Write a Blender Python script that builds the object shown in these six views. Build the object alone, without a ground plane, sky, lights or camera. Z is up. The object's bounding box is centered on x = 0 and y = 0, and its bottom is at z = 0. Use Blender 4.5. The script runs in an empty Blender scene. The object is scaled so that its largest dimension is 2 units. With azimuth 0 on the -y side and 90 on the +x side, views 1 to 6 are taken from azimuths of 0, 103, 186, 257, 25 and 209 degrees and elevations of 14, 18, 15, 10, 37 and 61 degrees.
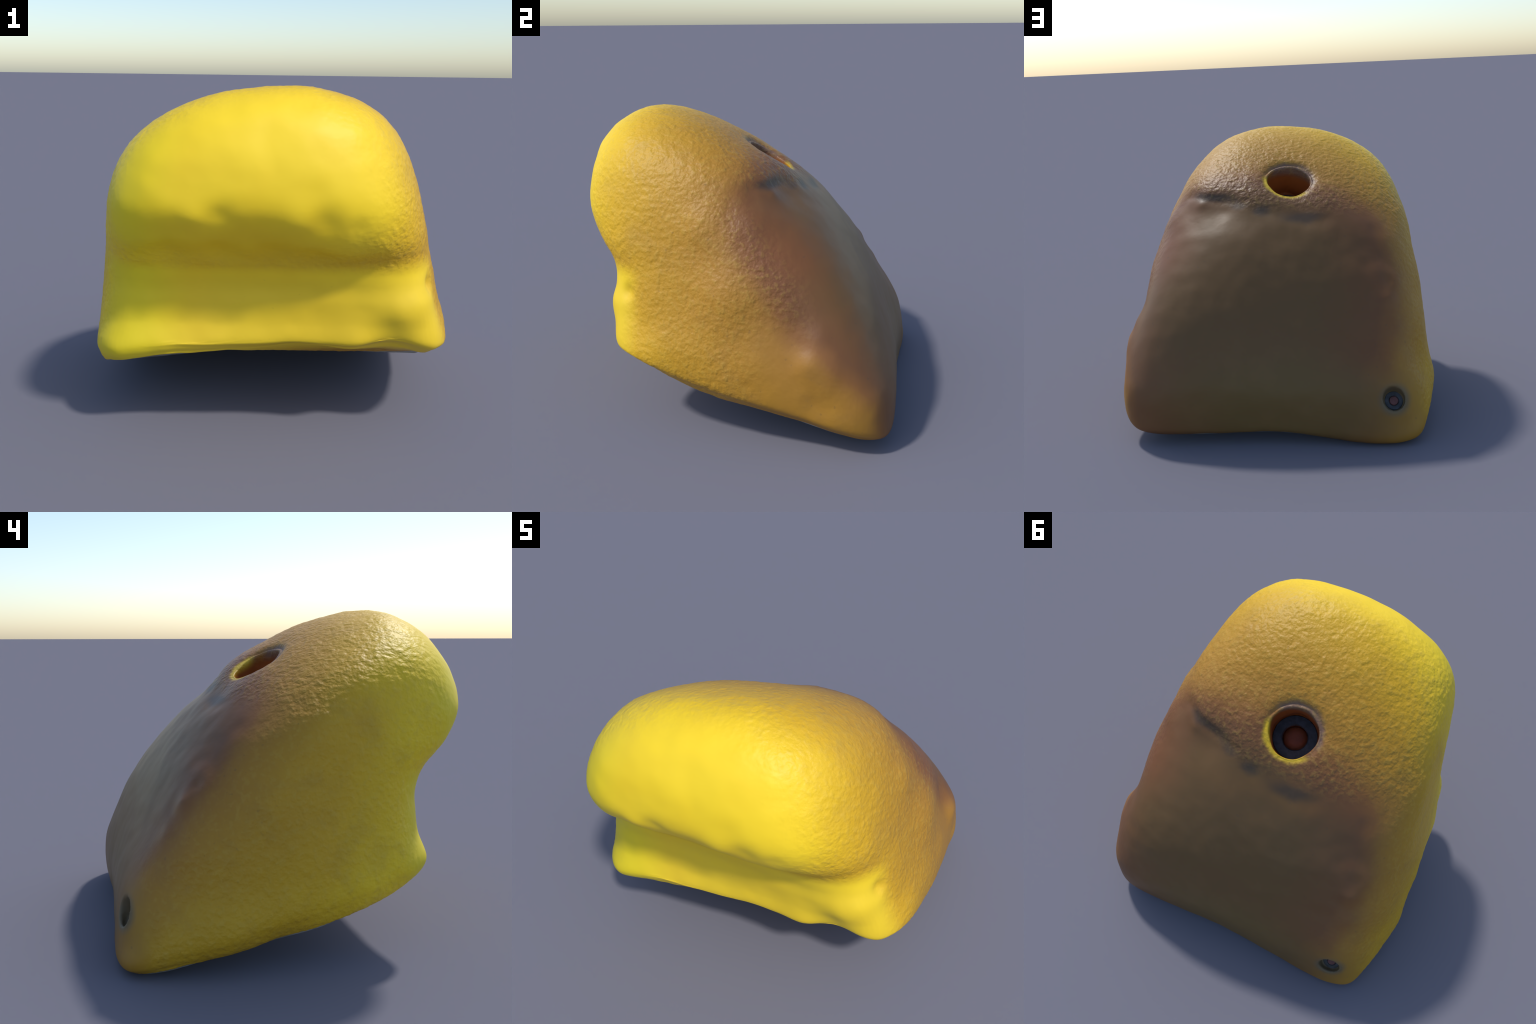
import bpy, bmesh, math
import numpy as np
from mathutils import Vector, Matrix, noise

# ------------------------------------------------------------------ helpers
def spline(keys, n):
    """natural-looking Catmull-Rom resample of a table of keyframes (rows)"""
    K = np.asarray(keys, float)
    t = np.linspace(0, len(K) - 1, n)
    i = np.clip(np.floor(t).astype(int), 0, len(K) - 2)
    f = (t - i)[:, None]
    p1, p2 = K[i], K[i + 1]
    p0 = np.where((i > 0)[:, None], K[np.maximum(i - 1, 0)], 2 * p1 - p2)
    p3 = np.where((i + 2 < len(K))[:, None], K[np.minimum(i + 2, len(K) - 1)], 2 * p2 - p1)
    return 0.5 * (2 * p1 + (p2 - p0) * f + (2 * p0 - 5 * p1 + 4 * p2 - p3) * f**2
                  + (3 * p1 - p0 - 3 * p2 + p3) * f**3)

def new_object(name, verts, faces, parent=None):
    me = bpy.data.meshes.new(name)
    me.from_pydata([tuple(v) for v in verts], [], faces)
    me.validate(); me.update()
    ob = bpy.data.objects.new(name, me)
    bpy.context.scene.collection.objects.link(ob)
    ob.parent = parent
    return ob

def apply_modifiers(ob):
    dg = bpy.context.evaluated_depsgraph_get()
    me = bpy.data.meshes.new_from_object(ob.evaluated_get(dg))
    old = ob.data
    ob.modifiers.clear()
    ob.data = me
    me.name = ob.name
    bpy.data.meshes.remove(old)

def lathe(name, profile, origin, axis, seg=64, parent=None):
    """surface of revolution: profile = [(radius, distance along axis)...]"""
    axis = Vector(axis).normalized()
    q = axis.to_track_quat('Z', 'Y')
    V, F = [], []
    for r, h in profile:
        for k in range(seg):
            a = 2 * math.pi * k / seg
            V.append(Vector(origin) + q @ Vector((r * math.cos(a), r * math.sin(a), h)))
    n = len(profile)
    for j in range(n - 1):
        for k in range(seg):
            k2 = (k + 1) % seg
            F.append((j * seg + k, j * seg + k2, (j + 1) * seg + k2, (j + 1) * seg + k))
    F.append(tuple(reversed(range(seg))))
    F.append(tuple((n - 1) * seg + k for k in range(seg)))
    return new_object(name, V, F, parent)

# ------------------------------------------------------------------ the body
# Stack of cross-sections from the tilted mounting face up to the rounded nose.
# front(y,z), back(y,z), left x, right x, corner exponents (front left, front right, back left,
# back right), skew of front / back face, bow of front / back face, narrowing to the front
SECTIONS = [
    (-0.723, 0.509, 0.978, 0.048, -0.970, 0.955, 4.884, 6.067, 6.289, 6.648, 0.031, -0.007, 0.079, -0.040, 0.036, 0.058),
    (-0.748, 0.550, 0.989, 0.128, -0.993, 1.008, 4.558, 5.869, 5.627, 6.299, 0.008, 0.015, 0.072, -0.040, 0.039, 0.067),
    (-0.739, 0.646, 0.967, 0.348, -0.975, 1.002, 4.333, 5.640, 4.906, 5.790, -0.012, 0.031, 0.067, -0.032, 0.044, 0.073),
    (-0.741, 0.743, 0.868, 0.581, -0.956, 0.956, 4.229, 5.314, 4.141, 5.073, -0.025, 0.045, 0.065, -0.021, 0.047, 0.072),
    (-0.746, 0.842, 0.752, 0.796, -0.940, 0.903, 4.199, 4.746, 3.215, 4.029, -0.033, 0.060, 0.066, -0.007, 0.052, 0.061),
    (-0.794, 0.959, 0.622, 1.003, -0.918, 0.859, 4.354, 3.971, 2.552, 3.059, -0.027, 0.072, 0.059, -0.006, 0.062, 0.045),
    (-0.907, 1.086, 0.479, 1.192, -0.887, 0.815, 4.522, 3.344, 2.305, 2.509, -0.015, 0.083, 0.040, -0.013, 0.065, 0.036),
    (-0.982, 1.244, 0.331, 1.336, -0.843, 0.764, 4.174, 2.892, 2.136, 2.331, -0.008, 0.106, 0.019, -0.017, 0.054, 0.035),
    (-0.970, 1.424, 0.199, 1.444, -0.773, 0.704, 3.483, 2.754, 2.051, 2.441, -0.010, 0.137, 0.007, -0.010, 0.032, 0.032),
    (-0.915, 1.578, 0.066, 1.528, -0.665, 0.630, 2.758, 2.688, 2.035, 2.472, -0.011, 0.155, -0.001, 0.001, 0.016, 0.027),
    (-0.841, 1.682, -0.083, 1.606, -0.528, 0.541, 2.233, 2.573, 2.037, 2.473, -0.009, 0.150, -0.008, 0.008, 0.008, 0.022),
    (-0.759, 1.740, -0.232, 1.683, -0.375, 0.434, 2.057, 2.414, 2.089, 2.526, -0.003, 0.124, -0.013, 0.010, 0.006, 0.019),
    (-0.680, 1.773, -0.378, 1.743, -0.211, 0.314, 2.091, 2.250, 2.194, 2.608, 0.005, 0.083, -0.018, 0.010, 0.005, 0.019),
    (-0.600, 1.788, -0.520, 1.784, -0.043, 0.186, 2.238, 2.098, 2.334, 2.705, 0.014, 0.031, -0.022, 0.008, 0.006, 0.020),
]
# unevenness of the rim of the mounting face (Fourier terms round the rim)
LIFT = [0.0096, 0.0324, 0.0353, -0.0032, -0.0125, 0.01, 0.0056, 0.0024, 0.0131, 0.0021]
RIM_ROUND = 0.035
ROWS, SEG = 150, 240

def build_body():
    rim = np.array(SECTIONS[0]) + np.array([1, -1, -1, -1, 1, -1] + [0] * 10) * RIM_ROUND
    S = spline([rim] + [np.array(r) for r in SECTIONS], ROWS)
    th = np.linspace(0, 2 * np.pi, SEG, endpoint=False)
    ca, sa = np.cos(th)[None], np.sin(th)[None]
    (fy, fz, by, bz, xl, xr, n_fl, n_fr, n_bl, n_br,
     skew_f, skew_b, bow_f, bow_b, taper_l, taper_r) = [S[:, [k]] for k in range(16)]
    w, r = 0.5 + 0.5 * ca, 0.5 + 0.5 * sa           # front..back, left..right
    n = (1 - w) * ((1 - r) * n_fl + r * n_fr) + w * ((1 - r) * n_bl + r * n_br)
    n = np.maximum(n, 1.7)
    rad = (np.abs(ca) ** n + np.abs(sa) ** n) ** (-1 / n)   # superellipse outline
    c, s = ca * rad, sa * rad
    m = (c + 1) / 2
    x = (xl + xr) / 2 + s * (xr - xl) / 2 * (1 - (1 - m) * np.where(sa < 0, taper_l, taper_r))
    length = np.sqrt((by - fy) ** 2 + (bz - fz) ** 2) + 1e-6
    push = (1 - m) * (skew_f * s + bow_f * (1 - s * s)) + m * (skew_b * s + bow_b * (1 - s * s))
    y = fy + (by - fy) * m + push * (by - fy) / length
    z = fz + (bz - fz) * m + push * (bz - fz) / length
    t = np.linspace(0, len(SECTIONS), ROWS)
    wave = sum(LIFT[2 * k - 2] * np.cos(k * th) + LIFT[2 * k - 1] * np.sin(k * th) for k in range(1, 6))
    z = z + np.exp(-(t / 1.5) ** 2)[:, None] * wave[None]
    V = np.stack([x, y, z], -1).reshape(-1, 3)
    F = []
    for j in range(ROWS - 1):
        for k in range(SEG):
            k2 = (k + 1) % SEG
            F.append((j * SEG + k, j * SEG + k2, (j + 1) * SEG + k2, (j + 1) * SEG + k))
    F.append(tuple(reversed(range(SEG))))
    F.append(tuple((ROWS - 1) * SEG + k for k in range(SEG)))
    return V, F

# broad swells and hollows of the hand-shaped form: x, y, z, radius, height
LUMPS = [
    (0.87, 0.04, 0.85, 0.20, 0.037),
    (-0.92, 0.68, 0.43, 0.20, -0.032),
    (0.89, -0.51, 0.67, 0.20, -0.031),
    (-0.96, 0.40, 0.20, 0.20, 0.024),
    (-0.49, -0.68, 0.59, 0.20, -0.030),
    (-0.56, 0.78, 0.65, 0.20, -0.015),
    (-0.95, -0.40, 0.46, 0.13, -0.019),
    (0.28, 0.82, 0.69, 0.30, 0.012),
    (0.95, 0.61, 0.52, 0.13, 0.022),
    (-0.77, 0.93, 0.10, 0.30, 0.015),
    (0.62, -0.68, 0.54, 0.13, -0.029),
    (0.15, 0.95, 0.13, 0.30, -0.012),
    (0.65, -0.69, 0.69, 0.13, 0.021),
    (0.78, -0.12, 1.22, 0.13, 0.018),
    (-0.49, 0.32, 1.23, 0.20, 0.013),
    (-0.94, 0.04, 0.59, 0.20, 0.016),
    (0.35, 0.29, 1.36, 0.13, -0.015),
    (-0.33, -0.67, 0.75, 0.20, -0.019),
    (0.40, -0.61, 0.50, 0.13, 0.017),
    (0.71, 0.16, 1.24, 0.13, 0.019),
    (0.89, 0.51, 0.74, 0.20, -0.009),
    (0.97, 0.05, 0.34, 0.30, 0.010),
    (-0.70, 0.34, 1.10, 0.13, 0.014),
    (-0.78, -0.65, 0.47, 0.13, 0.013),
    (0.83, 0.92, 0.10, 0.13, 0.012),
    (-0.82, 0.59, 0.74, 0.30, -0.009),
    (0.11, 0.24, 1.42, 0.20, 0.010),
    (0.86, -0.40, 0.81, 0.13, 0.014),
    (0.81, 0.87, 0.48, 0.20, -0.009),
    (-0.97, 0.11, 0.34, 0.13, 0.011),
]

root = bpy.data.objects.new("climbing_hold", None)
bpy.context.scene.collection.objects.link(root)
root["label"] = "worn yellow resin climbing hold with a bolt hole"
root["category"] = "climbing hold"

V, F = build_body()
body = new_object("body", V, F, root)
bm = bmesh.new(); bm.from_mesh(body.data)
bmesh.ops.recalc_face_normals(bm, faces=bm.faces)
bm.to_mesh(body.data); bm.free()

# finer dents, ridges and folds: x, y, z, radius, height
DETAILS = [
    # grip lip: thumb-like swells with dents between them
    (-0.42, -0.95, 1.36, 0.20, -0.010), (-0.36, -0.95, 1.20, 0.08, 0.012), (-0.25, -0.96, 1.22, 0.09, -0.014),
    (0.10, -0.97, 1.20, 0.10, 0.012), (0.23, -0.95, 1.20, 0.09, -0.014), (-0.70, -0.75, 1.30, 0.12, 0.008),
    (0.37, -0.88, 1.20, 0.06, -0.012), (0.36, -0.80, 1.57, 0.08, 0.007),
    (0.22, -0.86, 1.50, 0.10, -0.006), (-0.05, -0.85, 1.55, 0.13, -0.006),
    (0.18, -0.98, 1.33, 0.08, -0.006), (-0.50, -0.78, 1.00, 0.13, -0.024), (-0.25, -0.80, 1.00, 0.13, -0.026), (0.0, -0.80, 1.00, 0.13, -0.024),
    (0.20, -0.78, 0.99, 0.12, -0.014), (0.40, -0.68, 0.58, 0.12, 0.010),
    # foot and corner of the undercut
    (0.80, -0.56, 0.82, 0.05, -0.020), (0.73, -0.62, 0.74, 0.10, 0.012),
    (0.56, -0.68, 0.55, 0.11, -0.011), (0.80, -0.60, 0.52, 0.08, 0.012),
    (-0.63, -0.65, 0.93, 0.05, -0.008),
    # knuckle on the right flank and the hollow under it
    (0.97, 0.51, 0.55, 0.085, 0.020), (0.94, 0.56, 0.70, 0.08, 0.018), (0.93, 0.60, 0.87, 0.08, 0.006),
    (0.96, 0.42, 0.72, 0.12, -0.012), (0.97, 0.56, 0.32, 0.10, -0.012),
    (1.00, 0.18, 0.40, 0.03, -0.005), (0.93, 0.26, 1.04, 0.06, -0.005),
    # below the crack
    (0.45, 0.32, 1.28, 0.18, -0.012), (0.25, 0.36, 1.27, 0.14, -0.008), (-0.30, 0.28, 1.38, 0.16, 0.014),
    (0.50, 0.22, 1.36, 0.05, 0.008),
    # shoulder above the hole, flank, back left corner, foot of the front
    (-0.22, -0.16, 1.66, 0.34, 0.013), (0.90, 0.05, 0.82, 0.42, 0.018), (0.95, 0.25, 0.55, 0.16, 0.006),
    (-0.55, 0.15, 1.42, 0.22, 0.010), (-0.71, 0.53, 0.90, 0.14, 0.018), (-0.89, 0.70, 0.48, 0.16, -0.018),
    (-0.42, 0.70, 0.80, 0.18, -0.012), (-0.84, -0.06, 1.20, 0.18, 0.010), (-0.90, 0.39, 0.78, 0.14, -0.010), (-0.88, 0.92, 0.08, 0.10, 0.014),
    (-0.93, 0.80, 0.15, 0.28, -0.026), (-0.25, -0.68, 0.58, 0.40, -0.014), (0.30, -0.68, 0.60, 0.30, -0.008),
    (-0.90, 0.15, 0.75, 0.25, 0.006),
    # ripples down the left back edge
    (-0.58, 0.64, 1.02, 0.055, -0.016), (-0.65, 0.56, 1.00, 0.05, 0.014),
    (-0.70, 0.54, 0.92, 0.05, -0.010), (-0.70, 0.62, 0.82, 0.06, 0.014), (-0.52, 0.68, 1.00, 0.05, 0.010),
    (-0.64, 0.70, 0.80, 0.06, -0.008), (-0.72, 0.70, 0.66, 0.07, 0.008),
]
# grooves: polyline, half width, depth
GROOVES = [
    ([(0.60, 0.13, 1.41), (0.48, 0.20, 1.405), (0.34, 0.24, 1.395), (0.22, 0.27, 1.375)], 0.040, 0.009),
    ([(0.13, 0.31, 1.34), (0.06, 0.34, 1.32)], 0.05, 0.006),
    ([(-0.04, 0.35, 1.31), (-0.18, 0.365, 1.29), (-0.30, 0.37, 1.27)], 0.055, 0.004),
    ([(0.545, 0.75, 0.86), (0.58, 0.82, 0.76), (0.60, 0.86, 0.66)], 0.012, 0.006),
]

RIM_SAG = [(-0.93, 0.35, 0.18, 0.34, -0.018), (-0.93, -0.02, 0.28, 0.25, -0.008), (0.25, 0.93, 0.02, 0.25, -0.014),
           (0.38, -0.66, 0.46, 0.12, 0.004), (-0.35, -0.66, 0.45, 0.12, -0.004),
           (0.82, -0.58, 0.46, 0.09, -0.012), (0.1, -0.66, 0.48, 0.14, 0.010),
           (-0.45, -0.90, 1.10, 0.16, 0.020), (-0.15, -0.92, 1.10, 0.16, 0.014), (0.25, -0.90, 1.09, 0.14, -0.012)]
BASE_N = Vector((-0.03, 0.25, 0.97)).normalized()
BOLT_AXIS = Vector((-0.13, 0.36, 0.92)).normalized()
BOLT_TOP = Vector((-0.070, 0.085, 1.480))
SCREW_TOP, SCREW_AXIS = Vector((-0.712, 0.900, 0.283)), Vector((-0.06, 0.82, 0.57)).normalized()
FLOOR = -0.200            # depth of the counterbore along the bolt axis

def cut(ob, cutter):
    mod = ob.modifiers.new("cut", 'BOOLEAN')
    mod.operation = 'DIFFERENCE'; mod.object = cutter; mod.solver = 'EXACT'
    apply_modifiers(ob)
    bpy.data.objects.remove(cutter)

cut(body, lathe("bolt_cutter", [(0.076, FLOOR - 0.10), (0.076, FLOOR), (0.138, FLOOR + 0.001), (0.138, -0.02), (0.139, 0.05),
                                (0.140, 0.10), (0.142, 0.15), (0.15, 0.4)], BOLT_TOP, BOLT_AXIS))
cut(body, lathe("screw_cutter", [(0.030, -0.085), (0.030, -0.046), (0.060, -0.045), (0.064, -0.01), (0.072, 0.03), (0.09, 0.08)],
                SCREW_TOP, SCREW_AXIS))

mod = body.modifiers.new("remesh", 'REMESH')
mod.mode = 'VOXEL'; mod.voxel_size = 0.0062
mod = body.modifiers.new("smooth", 'SMOOTH'); mod.factor = 0.5; mod.iterations = 10
apply_modifiers(body)

def coords(me):
    a = np.empty(len(me.vertices) * 3); me.vertices.foreach_get("co", a)
    b = np.empty(len(me.vertices) * 3); me.vertex_normals.foreach_get("vector", b)
    return a.reshape(-1, 3), b.reshape(-1, 3)

def store(me, P):
    me.vertices.foreach_set("co", P.ravel()); me.update()

def smoothstep(a, b, v):
    t = np.clip((v - a) / (b - a), 0, 1)
    return t * t * (3 - 2 * t)

def segment_distance(P, line):
    best = np.full(len(P), 9.0)
    for a, b in zip(line[:-1], line[1:]):
        a, b = np.array(a), np.array(b)
        d = b - a
        t = np.clip(((P - a) @ d) / (d @ d), 0, 1)
        best = np.minimum(best, np.linalg.norm(P - a - t[:, None] * d, axis=1))
    return best

def value_noise(P, scale, offset=0.0):
    return np.array([noise.noise((x * scale + offset, y * scale, z * scale)) for x, y, z in P.tolist()])

def bore_mask(P):
    """1 inside the bolt hole and the screw hole"""
    d = P - np.array(BOLT_TOP)
    h = d @ np.array(BOLT_AXIS)
    r = np.linalg.norm(d - h[:, None] * np.array(BOLT_AXIS), axis=1)
    e = P - np.array(SCREW_TOP)
    global BORE_R; BORE_R = r
    return np.maximum(1 - smoothstep(0.135, 0.20, r) * 1.0, 1 - smoothstep(0.06, 0.10, np.linalg.norm(e, axis=1)))

me = body.data
for group, spread in ((LUMPS, 0.6), (DETAILS, 0.6)):
    P, N = coords(me)
    push = np.zeros(len(P))
    for x, y, z, r, h in group:
        c = np.array((x, y, z))
        d2 = ((P - c) ** 2).sum(1)
        n0 = N[d2.argmin()]
        push += h * np.exp(-d2 / (2 * (r * spread) ** 2)) * np.clip(N @ n0, 0, 1)
    store(me, P + N * push[:, None])

P, N = coords(me)
push = np.zeros(len(P))
for k, (line, width, depth) in enumerate(GROOVES):
    wob = value_noise(P, 9.0, 7.0 * k) * 0.012 if k < 3 else 0.0
    push -= depth * np.exp(-((segment_distance(P, line) + wob) / width) ** 2)
bore = bore_mask(P)
push *= 1 - bore
# rounded mouth of the bolt hole, worn widest on its upper side
push -= (0.036 + 0.018 * smoothstep(0.08, -0.08, P[:, 1] - 0.085)) * np.exp(-np.maximum(BORE_R - 0.136, 0) / 0.032) * smoothstep(0.25, 0.75, N @ np.array(BOLT_AXIS)) * (P @ np.array(BOLT_AXIS) > np.array(BOLT_TOP) @ np.array(BOLT_AXIS) - 0.12)
x, y, z = P.T
# worn zones: the front grip face and the rubbed back below the crack are smooth
front = smoothstep(-0.60, -0.85, y + 0.35 * np.maximum(x - 0.1, 0) + 0.06 * np.sin(6 * x)) + (z < 0.95) * smoothstep(-0.50, -0.62, y)
front = np.clip(front, 0, 1)
back_line = 0.77 * y + 0.64 * z
back = np.maximum(smoothstep(0.80, 1.02, back_line + 0.03 * np.sin(5 * x)), smoothstep(0.76, 0.86, y)) * smoothstep(1.42, 1.30, z + 0.10 * np.maximum(-x, 0) - 0.16 * np.maximum(x - 0.15, 0))
low = smoothstep(0.95, 0.60, z) * smoothstep(0.0, 0.35, y) * (x > 0)
grain = np.clip(1 - front - back - 0.8 * low, 0, 1) * (1 - bore)
g1 = value_noise(P, 34.0)
g2 = value_noise(P, 62.0, 5.0)
push += grain * (0.0019 * g1 + 0.0011 * g2)
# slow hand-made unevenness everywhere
push += (0.0035 * value_noise(P, 5.0, 3.0) + 0.0022 * value_noise(P, 11.0, 1.0)) * (1 - bore)
P = P + N * push[:, None]
# ragged rim of the mounting face: sags on the left, at the back and on corner feet
for cx, cy, cz, r, dz in RIM_SAG:
    P[:, 2] += dz * np.exp(-((P - np.array((cx, cy, cz))) ** 2).sum(1) / (2 * (0.6 * r) ** 2))
store(me, P)
P, N = coords(me)
# the casting round the bolt hole is uneven
d = P - np.array(BOLT_TOP); hh = d @ np.array(BOLT_AXIS); radial = d - hh[:, None] * np.array(BOLT_AXIS)
P += radial * (np.exp(-((BORE_R - 0.138) / 0.03) ** 2) * (hh > FLOOR + 0.02) * (0.02 + 0.11 * value_noise(P, 9.0, 2.0)))[:, None]
# relax the mouth of the bolt hole so that its edge is soft
E = np.empty(len(me.edges) * 2, dtype=int); me.edges.foreach_get("vertices", E); E = E.reshape(-1, 2)
soft = smoothstep(0.19, 0.15, BORE_R) * smoothstep(FLOOR + 0.05, FLOOR + 0.09, (P - np.array(BOLT_TOP)) @ np.array(BOLT_AXIS))
pick = soft[E].max(1) > 0
E = E[pick]
deg = np.bincount(E.ravel(), minlength=len(P)).astype(float)
for _ in range(25):
    acc = np.zeros_like(P)
    for k in range(3):
        acc[:, k] = np.bincount(E[:, 0], P[E[:, 1], k], len(P)) + np.bincount(E[:, 1], P[E[:, 0], k], len(P))
    mean = np.where(deg[:, None] > 0, acc / np.maximum(deg, 1)[:, None], P)
    P += (mean - P) * (0.5 * soft)[:, None]
P[:, 2] -= P[:, 2].min()
store(me, P)
me.polygons.foreach_set("use_smooth", [True] * len(me.polygons))

# ------------------------------------------------------------------ materials
class Nodes:
    def __init__(self, name):
        self.mat = bpy.data.materials.new(name); self.mat.use_nodes = True
        self.t = self.mat.node_tree
        self.bsdf = self.t.nodes["Principled BSDF"]
        self.obj = self.t.nodes.new("ShaderNodeTexCoord").outputs["Object"]
    def link(self, a, b): self.t.links.new(a, b)
    def put(self, sock, v):
        if hasattr(v, "default_value") or isinstance(v, bpy.types.NodeSocket): self.link(v, sock)
        else: sock.default_value = v
    def math(self, op, a, b=0.0, clamp=False):
        n = self.t.nodes.new("ShaderNodeMath"); n.operation = op; n.use_clamp = clamp
        self.put(n.inputs[0], a); self.put(n.inputs[1], b)
        return n.outputs[0]
    def vec(self, op, a, b=(0, 0, 0)):
        n = self.t.nodes.new("ShaderNodeVectorMath"); n.operation = op
        self.put(n.inputs[0], a); self.put(n.inputs[1], b)
        return n.outputs["Value"] if op in ('LENGTH', 'DOT_PRODUCT', 'DISTANCE') else n.outputs["Vector"]
    def ramp(self, v, a, b, lo=0.0, hi=1.0):
        n = self.t.nodes.new("ShaderNodeMapRange"); n.interpolation_type = 'SMOOTHSTEP'
        self.put(n.inputs["Value"], v)
        for k, w in zip(("From Min", "From Max", "To Min", "To Max"), (a, b, lo, hi)): n.inputs[k].default_value = w
        return n.outputs["Result"]
    def noise(self, scale, detail=2.0, rough=0.5, vector=None, distortion=0.0):
        n = self.t.nodes.new("ShaderNodeTexNoise")
        self.link(vector or self.obj, n.inputs["Vector"])
        n.inputs["Scale"].default_value = scale; n.inputs["Detail"].default_value = detail
        n.inputs["Roughness"].default_value = rough; n.inputs["Distortion"].default_value = distortion
        return n.outputs["Fac"]
    def mix(self, f, a, b):
        n = self.t.nodes.new("ShaderNodeMix"); n.data_type = 'RGBA'
        self.put(n.inputs["Factor"], f)
        for s, v in ((n.inputs[6], a), (n.inputs[7], b)):
            self.put(s, v if isinstance(v, bpy.types.NodeSocket) else (*v, 1))
        return n.outputs[2]
    def colours(self, f, stops):
        n = self.t.nodes.new("ShaderNodeValToRGB"); self.link(f, n.inputs[0])
        e = n.color_ramp.elements
        while len(e) < len(stops): e.new(0.5)
        for el, (p, c) in zip(e, stops): el.position = p; el.color = (*c, 1)
        return n.outputs[0]
    def spot(self, centre, radii, inner=0.4, outer=1.0):
        """soft ellipsoidal patch, 1 in the middle"""
        d = self.vec('LENGTH', self.vec('DIVIDE', self.vec('SUBTRACT', self.wobbled, centre), radii))
        return self.ramp(d, outer, inner)

def resin():
    m = Nodes("worn_yellow_resin")
    sep = m.t.nodes.new("ShaderNodeSeparateXYZ"); m.link(m.obj, sep.inputs[0])
    X, Y, Z = sep.outputs
    # wobble the coordinates so no border is geometric
    wob = m.t.nodes.new("ShaderNodeTexNoise"); m.link(m.obj, wob.inputs["Vector"])
    wob.inputs["Scale"].default_value = 4.0; wob.inputs["Detail"].default_value = 3.0
    m.wobbled = m.vec('ADD', m.obj, m.vec('MULTIPLY', m.vec('SUBTRACT', wob.outputs["Color"], (0.5, 0.5, 0.5)), (0.12, 0.12, 0.12)))
    # brown tone, darkest mid-back, fading outward through orange to yellow
    rel = m.vec('SUBTRACT', m.wobbled, (0.16, 0.60, 0.98))
    s2 = m.t.nodes.new("ShaderNodeSeparateXYZ"); m.link(rel, s2.inputs[0])
    down = m.math('MAXIMUM', s2.outputs[2], m.math('MULTIPLY', s2.outputs[2], 0.62))
    comb = m.t.nodes.new("ShaderNodeCombineXYZ")
    m.link(m.math('MINIMUM', s2.outputs[0], m.math('MULTIPLY', s2.outputs[0], 1.09)), comb.inputs[0]); m.link(s2.outputs[1], comb.inputs[1]); m.link(down, comb.inputs[2])
    r = m.vec('LENGTH', comb.outputs[0])
    # ... and is deepened over the sloping slab and the rear face
    w3 = m.t.nodes.new("ShaderNodeSeparateXYZ"); m.link(m.wobbled, w3.inputs[0])
    slab = m.math('ADD', m.math('MULTIPLY', w3.outputs[1], 0.77), m.math('MULTIPLY', w3.outputs[2], 0.64))
    slab = m.math('MAXIMUM', m.ramp(slab, 0.66, 1.06), m.ramp(w3.outputs[1], 0.76, 0.95))
    slab = m.math('MULTIPLY', slab, m.ramp(w3.outputs[2], 1.60, 1.18))
    r = m.math('SUBTRACT', r, m.math('MULTIPLY', slab, 0.30))
    brown_fade = m.colours(m.math('DIVIDE', r, 2.0), BROWN_FADE)
    # the front grip keeps the bright yellow
    fr = m.math('ADD', Y, m.math('MULTIPLY', m.math('MAXIMUM', m.math('SUBTRACT', X, 0.1), 0.0), 0.35))
    fr = m.math('ADD', fr, m.math('MULTIPLY', m.noise(3.0, 2.0), 0.16))
    upper = m.ramp(fr, -0.50, -0.78)
    lower = m.math('MULTIPLY', m.ramp(Y, -0.45, -0.62), m.ramp(Z, 1.00, 0.88))
    front = m.math('MAXIMUM', upper, lower)
    clean = m.mix(m.ramp(m.noise(1.7, 3.0), 0.35, 0.7), CLEAN_A, CLEAN_B)
    clean = m.mix(m.ramp(Z, 0.95, 0.80, 0.0, 0.6), clean, FOOT)
    clean = m.mix(m.math('MULTIPLY', m.ramp(X, -0.35, -0.70), 0.45), clean, GREENISH)
    col = m.mix(front, brown_fade, clean)
    # olive bloom low on the back, reddish bloom on the flank edge
    col = m.mix(m.math('MULTIPLY', m.spot((-0.15, 0.95, 0.25), (1.05, 0.36, 0.42), 0.3), 0.7), col, OLIVE)
    col = m.mix(m.math('MULTIPLY', m.spot((0.72, 0.35, 1.10), (0.35, 0.40, 0.45), 0.1), 0.55), col, RUST)
    # black dirt packed in the crack
    for c, rad, amt in (((0.44, 0.21, 1.40), (0.24, 0.09, 0.050), 0.78), ((0.10, 0.32, 1.33), (0.09, 0.08, 0.065), 0.80),
                        ((-0.17, 0.36, 1.29), (0.24, 0.09, 0.065), 0.75), ((0.27, 0.27, 1.375), (0.13, 0.07, 0.045), 0.7)):
        col = m.mix(m.math('MULTIPLY', m.spot(c, rad, 0.2), amt), col, DIRT)
    # bore wall: raw orange-brown casting
    rel = m.vec('SUBTRACT', m.obj, tuple(BOLT_TOP))
    h = m.vec('DOT_PRODUCT', rel, tuple(BOLT_AXIS))
    ax = m.t.nodes.new("ShaderNodeVectorMath"); ax.operation = 'SCALE'
    ax.inputs[0].default_value = tuple(BOLT_AXIS); m.link(h, ax.inputs["Scale"])
    rad = m.vec('LENGTH', m.vec('SUBTRACT', rel, ax.outputs[0]))
    inside = m.math('MULTIPLY', m.ramp(rad, 0.158, 0.146), m.ramp(h, 0.0, -0.055))
    inside = m.math('MULTIPLY', inside, m.ramp(h, -0.45, -0.40))
    # mouth of the bolt hole: fresh yellow on the lower lip, scuffed upper edge
    s3 = m.t.nodes.new("ShaderNodeSeparateXYZ"); m.link(rel, s3.inputs[0])
    lip = m.math('ADD', s3.outputs[1], m.math('MULTIPLY', s3.outputs[0], 0.35))
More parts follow.
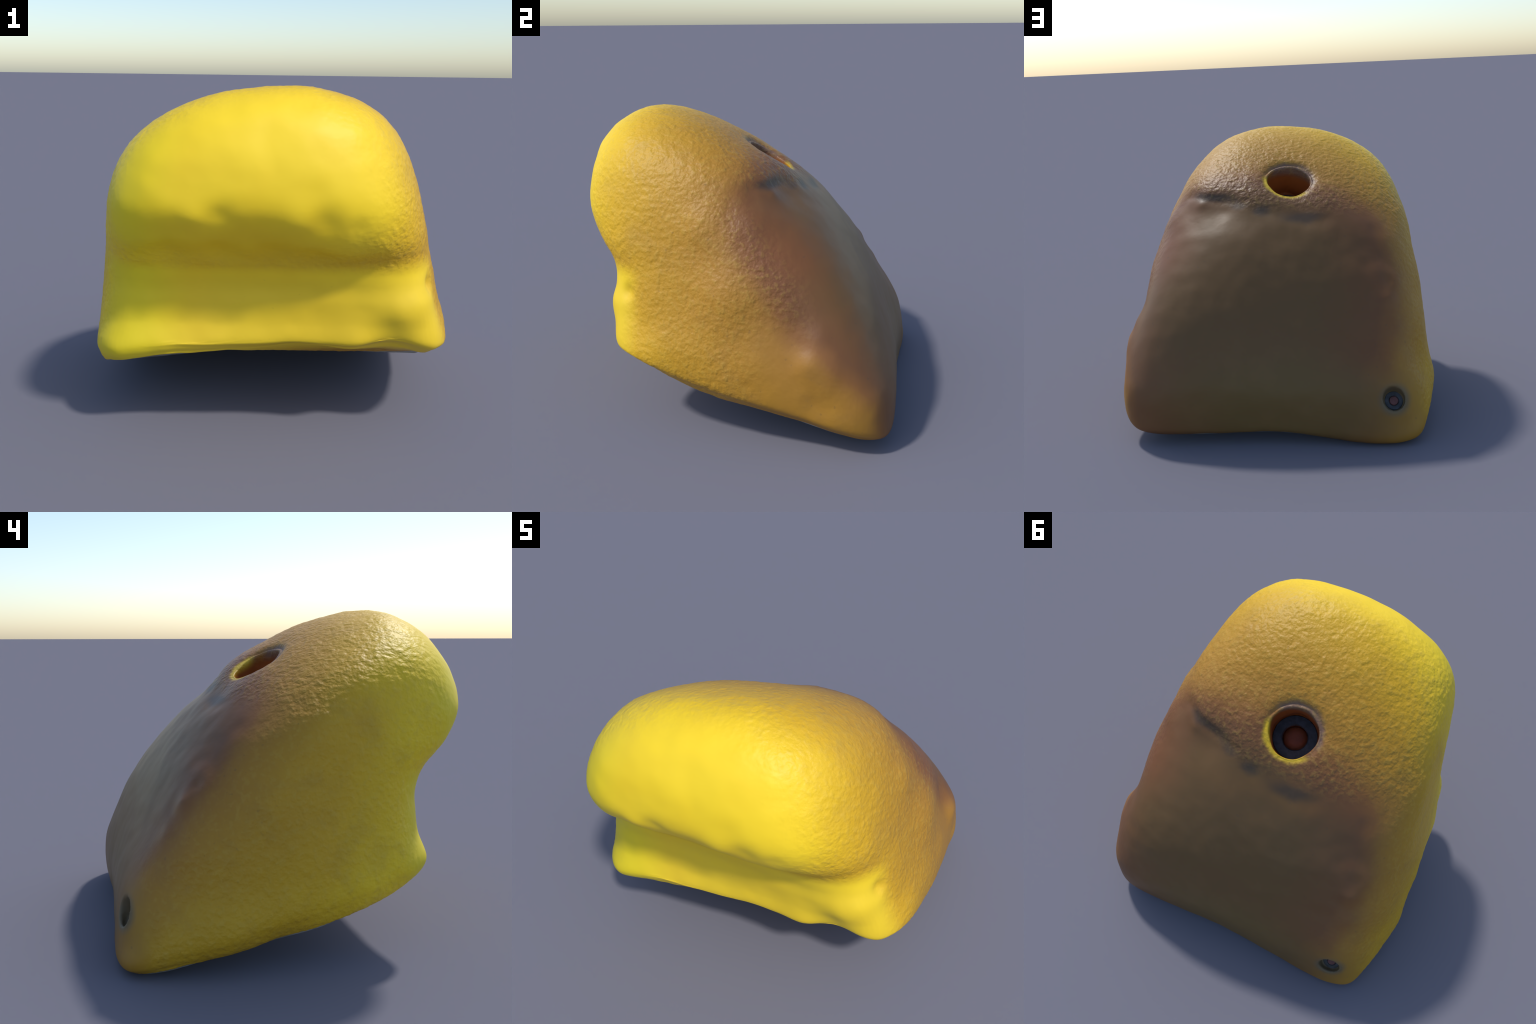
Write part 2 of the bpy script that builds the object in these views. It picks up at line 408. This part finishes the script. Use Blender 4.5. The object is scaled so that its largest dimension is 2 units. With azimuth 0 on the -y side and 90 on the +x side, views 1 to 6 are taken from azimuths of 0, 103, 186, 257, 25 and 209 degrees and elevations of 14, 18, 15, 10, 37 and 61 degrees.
    mouth = m.math('ADD', rad, m.math('MULTIPLY', m.math('SUBTRACT', m.noise(16.0, 2.0), 0.5), 0.03))
    near = m.ramp(h, -0.30, -0.22)
    col = m.mix(m.math('MULTIPLY', m.math('MULTIPLY', m.ramp(mouth, 0.190, 0.155), m.ramp(lip, 0.02, 0.08)), m.math('MULTIPLY', near, 0.75)), col, LIP)
    col = m.mix(m.math('MULTIPLY', m.math('MULTIPLY', m.ramp(mouth, 0.192, 0.160), m.ramp(lip, 0.0, -0.06)), m.math('MULTIPLY', near, 0.85)), col, SCUFF)
    col = m.mix(inside, col, BORE)
    # grey ring round the screw
    col = m.mix(m.math('MULTIPLY', m.ramp(m.vec('DISTANCE', m.obj, tuple(SCREW_TOP)), 0.12, 0.065), 0.7), col, SCREW_DUST)
    # cloudy mottling, a few dark specks
    mott = m.noise(5.0, 4.0, 0.6)
    col = m.mix(m.math('MULTIPLY', m.ramp(mott, 0.5, 0.7), 0.14), col, m.mix(front, (0.24, 0.13, 0.05), (0.95, 0.66, 0.03)))
    speck = m.ramp(m.noise(40.0, 0.0), 0.80, 0.84)
    col = m.mix(m.math('MULTIPLY', speck, m.ramp(r, 1.4, 1.1, 0.0, 0.2)), col, (0.08, 0.06, 0.04))
    # gloss: rubbed back is satin, grain is duller
    m.link(m.ramp(r, 0.4, 0.9, 0.44, 0.50), m.bsdf.inputs["Roughness"])
    m.bsdf.inputs["Specular IOR Level"].default_value = 0.36
    # grain
    backm = m.math('MULTIPLY', m.math('MAXIMUM', m.ramp(m.math('ADD', m.math('MULTIPLY', Y, 0.77), m.math('MULTIPLY', Z, 0.64)), 0.80, 1.02), m.ramp(Y, 0.76, 0.86)),
                   m.ramp(m.math('SUBTRACT', m.math('ADD', Z, m.math('MULTIPLY', m.math('MAXIMUM', m.math('MULTIPLY', X, -1.0), 0.0), 0.1)),
                                  m.math('MULTIPLY', m.math('MAXIMUM', m.math('SUBTRACT', X, 0.15), 0.0), 0.16)), 1.42, 1.30))
    lowm = m.math('MULTIPLY', m.math('MULTIPLY', m.ramp(Z, 0.95, 0.60), m.ramp(X, 0.5, 0.8)), m.ramp(Y, 0.0, 0.35))
    g = m.math('SUBTRACT', m.math('SUBTRACT', 1.0, m.math('MAXIMUM', front, backm)), m.math('MULTIPLY', lowm, 0.9), True)
    g = m.math('MULTIPLY', g, m.math('SUBTRACT', 1.0, inside))
    grain = m.math('ADD', m.noise(36.0, 1.5, 0.45), m.math('MULTIPLY', m.noise(85.0, 1.0), 0.30))
    # pale rubbed tips of the grain
    col = m.mix(m.math('MULTIPLY', m.math('MULTIPLY', m.ramp(grain, 0.62, 0.88), g), 0.16), col, (0.60, 0.42, 0.08))
    m.link(col, m.bsdf.inputs["Base Color"])
    height = m.math('ADD', m.math('MULTIPLY', grain, m.math('ADD', g, 0.05)), m.math('MULTIPLY', m.noise(9.0, 2.0), 0.12))
    bump = m.t.nodes.new("ShaderNodeBump")
    bump.inputs["Strength"].default_value = 0.52; bump.inputs["Distance"].default_value = 0.012
    m.link(height, bump.inputs["Height"]); m.link(bump.outputs[0], m.bsdf.inputs["Normal"])
    return m.mat

BROWN_FADE = [(0.10, (0.160, 0.085, 0.028)), (0.30, (0.185, 0.078, 0.028)), (0.36, (0.250, 0.105, 0.028)),
         (0.42, (0.360, 0.170, 0.026)), (0.50, (0.440, 0.218, 0.022)), (0.60, (0.520, 0.275, 0.018)),
         (0.70, (0.680, 0.395, 0.016)), (0.80, (0.900, 0.610, 0.018))]
FOOT = (0.78, 0.54, 0.030)
LIP = (0.80, 0.55, 0.02)
CLEAN_A, CLEAN_B = (0.97, 0.680, 0.024), (0.91, 0.605, 0.018)
GREENISH = (0.72, 0.66, 0.010)
OLIVE, RUST = (0.155, 0.100, 0.028), (0.250, 0.085, 0.032)
SCUFF, DIRT, BORE, SCREW_DUST = (0.17, 0.10, 0.08), (0.055, 0.040, 0.028), (0.30, 0.075, 0.012), (0.10, 0.10, 0.075)

def plain(name, colour, rough, scale=30.0, vary=0.5, metallic=0.0):
    m = Nodes(name)
    dark = tuple(c * vary for c in colour)
    m.link(m.mix(m.ramp(m.noise(scale, 4.0, 0.6), 0.35, 0.65), dark, colour), m.bsdf.inputs["Base Color"])
    m.bsdf.inputs["Roughness"].default_value = rough; m.bsdf.inputs["Metallic"].default_value = metallic
    bump = m.t.nodes.new("ShaderNodeBump"); bump.inputs["Strength"].default_value = 0.4; bump.inputs["Distance"].default_value = 0.004
    m.link(m.noise(scale * 2, 3.0), bump.inputs["Height"]); m.link(bump.outputs[0], m.bsdf.inputs["Normal"])
    return m.mat

body.data.materials.append(resin())

# ------------------------------------------------------------------ fittings
def finish(ob, material, angle=40):
    bm = bmesh.new(); bm.from_mesh(ob.data)
    bmesh.ops.recalc_face_normals(bm, faces=bm.faces)
    bm.to_mesh(ob.data); bm.free()
    ob.data.materials.append(material)
    ob.data.polygons.foreach_set("use_smooth", [True] * len(ob.data.polygons))
    ob.data.set_sharp_from_angle(angle=math.radians(angle))

grey = plain("grey_steel", (0.060, 0.063, 0.072), 0.5, 24.0, 0.5)
red = plain("red_brown_core", (0.32, 0.075, 0.022), 0.6, 18.0, 0.75)
dull = plain("dull_purple_core", (0.17, 0.065, 0.060), 0.7, 18.0, 0.7)
backing = plain("pale_backing", (0.42, 0.42, 0.40), 0.8, 12.0, 0.6)

def ring(name, inner, outer, lo, hi, origin, axis):
    """washer: closed ring with softened edges"""
    b = min(0.006, (hi - lo) / 2.5)
    prof = [(inner, lo), (outer, lo), (outer, hi - b), (outer - b, hi), (inner + b, hi), (inner, hi - b)]
    axis = Vector(axis).normalized(); q = axis.to_track_quat('Z', 'Y')
    seg, V, F = 64, [], []
    for r, h in prof:
        for k in range(seg):
            a = 2 * math.pi * k / seg
            V.append(Vector(origin) + q @ Vector((r * math.cos(a), r * math.sin(a), h)))
    n = len(prof)
    for j in range(n):
        for k in range(seg):
            k2, j2 = (k + 1) % seg, (j + 1) % n
            F.append((j * seg + k, j * seg + k2, j2 * seg + k2, j2 * seg + k))
    return new_object(name, V, F, root)

finish(ring("washer", 0.074, 0.1365, FLOOR - 0.004, FLOOR + 0.012, BOLT_TOP, BOLT_AXIS), grey)
finish(lathe("bolt", [(0.0725, FLOOR - 0.11), (0.0725, FLOOR - 0.034), (0.060, FLOOR - 0.022), (0.035, FLOOR - 0.017), (0.0005, FLOOR - 0.015)], BOLT_TOP, BOLT_AXIS, parent=root), red)
finish(ring("washer", 0.027, 0.0585, -0.056, -0.038, SCREW_TOP, SCREW_AXIS), grey)
finish(lathe("screw", [(0.0275, -0.09), (0.0275, -0.042), (0.024, -0.037), (0.0005, -0.036)], SCREW_TOP, SCREW_AXIS, parent=root), dull)

# pale backing layer that peeps out under the rim
S0 = np.array(V[:SEG])
c0 = S0.mean(0)
nb = np.array(BASE_N)
BV, rings = [], [(0.988, 0.010), (0.978, -0.012), (0.955, -0.026), (0.7, -0.034), (0.35, -0.034)]
for s, off in rings:
    BV += [c0 + (p - c0) * s + nb * (off + 0.035 * smoothstep(0.0, -0.5, p[1])) for p in S0]
BV.append(c0 - nb * 0.034)
top = len(BV); BV.append(c0 + nb * 0.02)
BF = []
for j in range(len(rings) - 1):
    for k in range(SEG):
        k2 = (k + 1) % SEG
        BF.append((j * SEG + k, j * SEG + k2, (j + 1) * SEG + k2, (j + 1) * SEG + k))
last = (len(rings) - 1) * SEG
for k in range(SEG):
    BF.append((last + k, last + (k + 1) % SEG, top - 1))
    BF.append((k, top, (k + 1) % SEG))
BV = np.array(BV)
for cx, cy, cz, r, dz in RIM_SAG[:3]:
    BV[:, 2] += dz * np.exp(-((BV - np.array((cx, cy, cz))) ** 2).sum(1) / (2 * (0.7 * r) ** 2))
BV[:, 2] = np.maximum(BV[:, 2], 0.003)
finish(new_object("mounting_face", BV, BF, root), backing, 60)
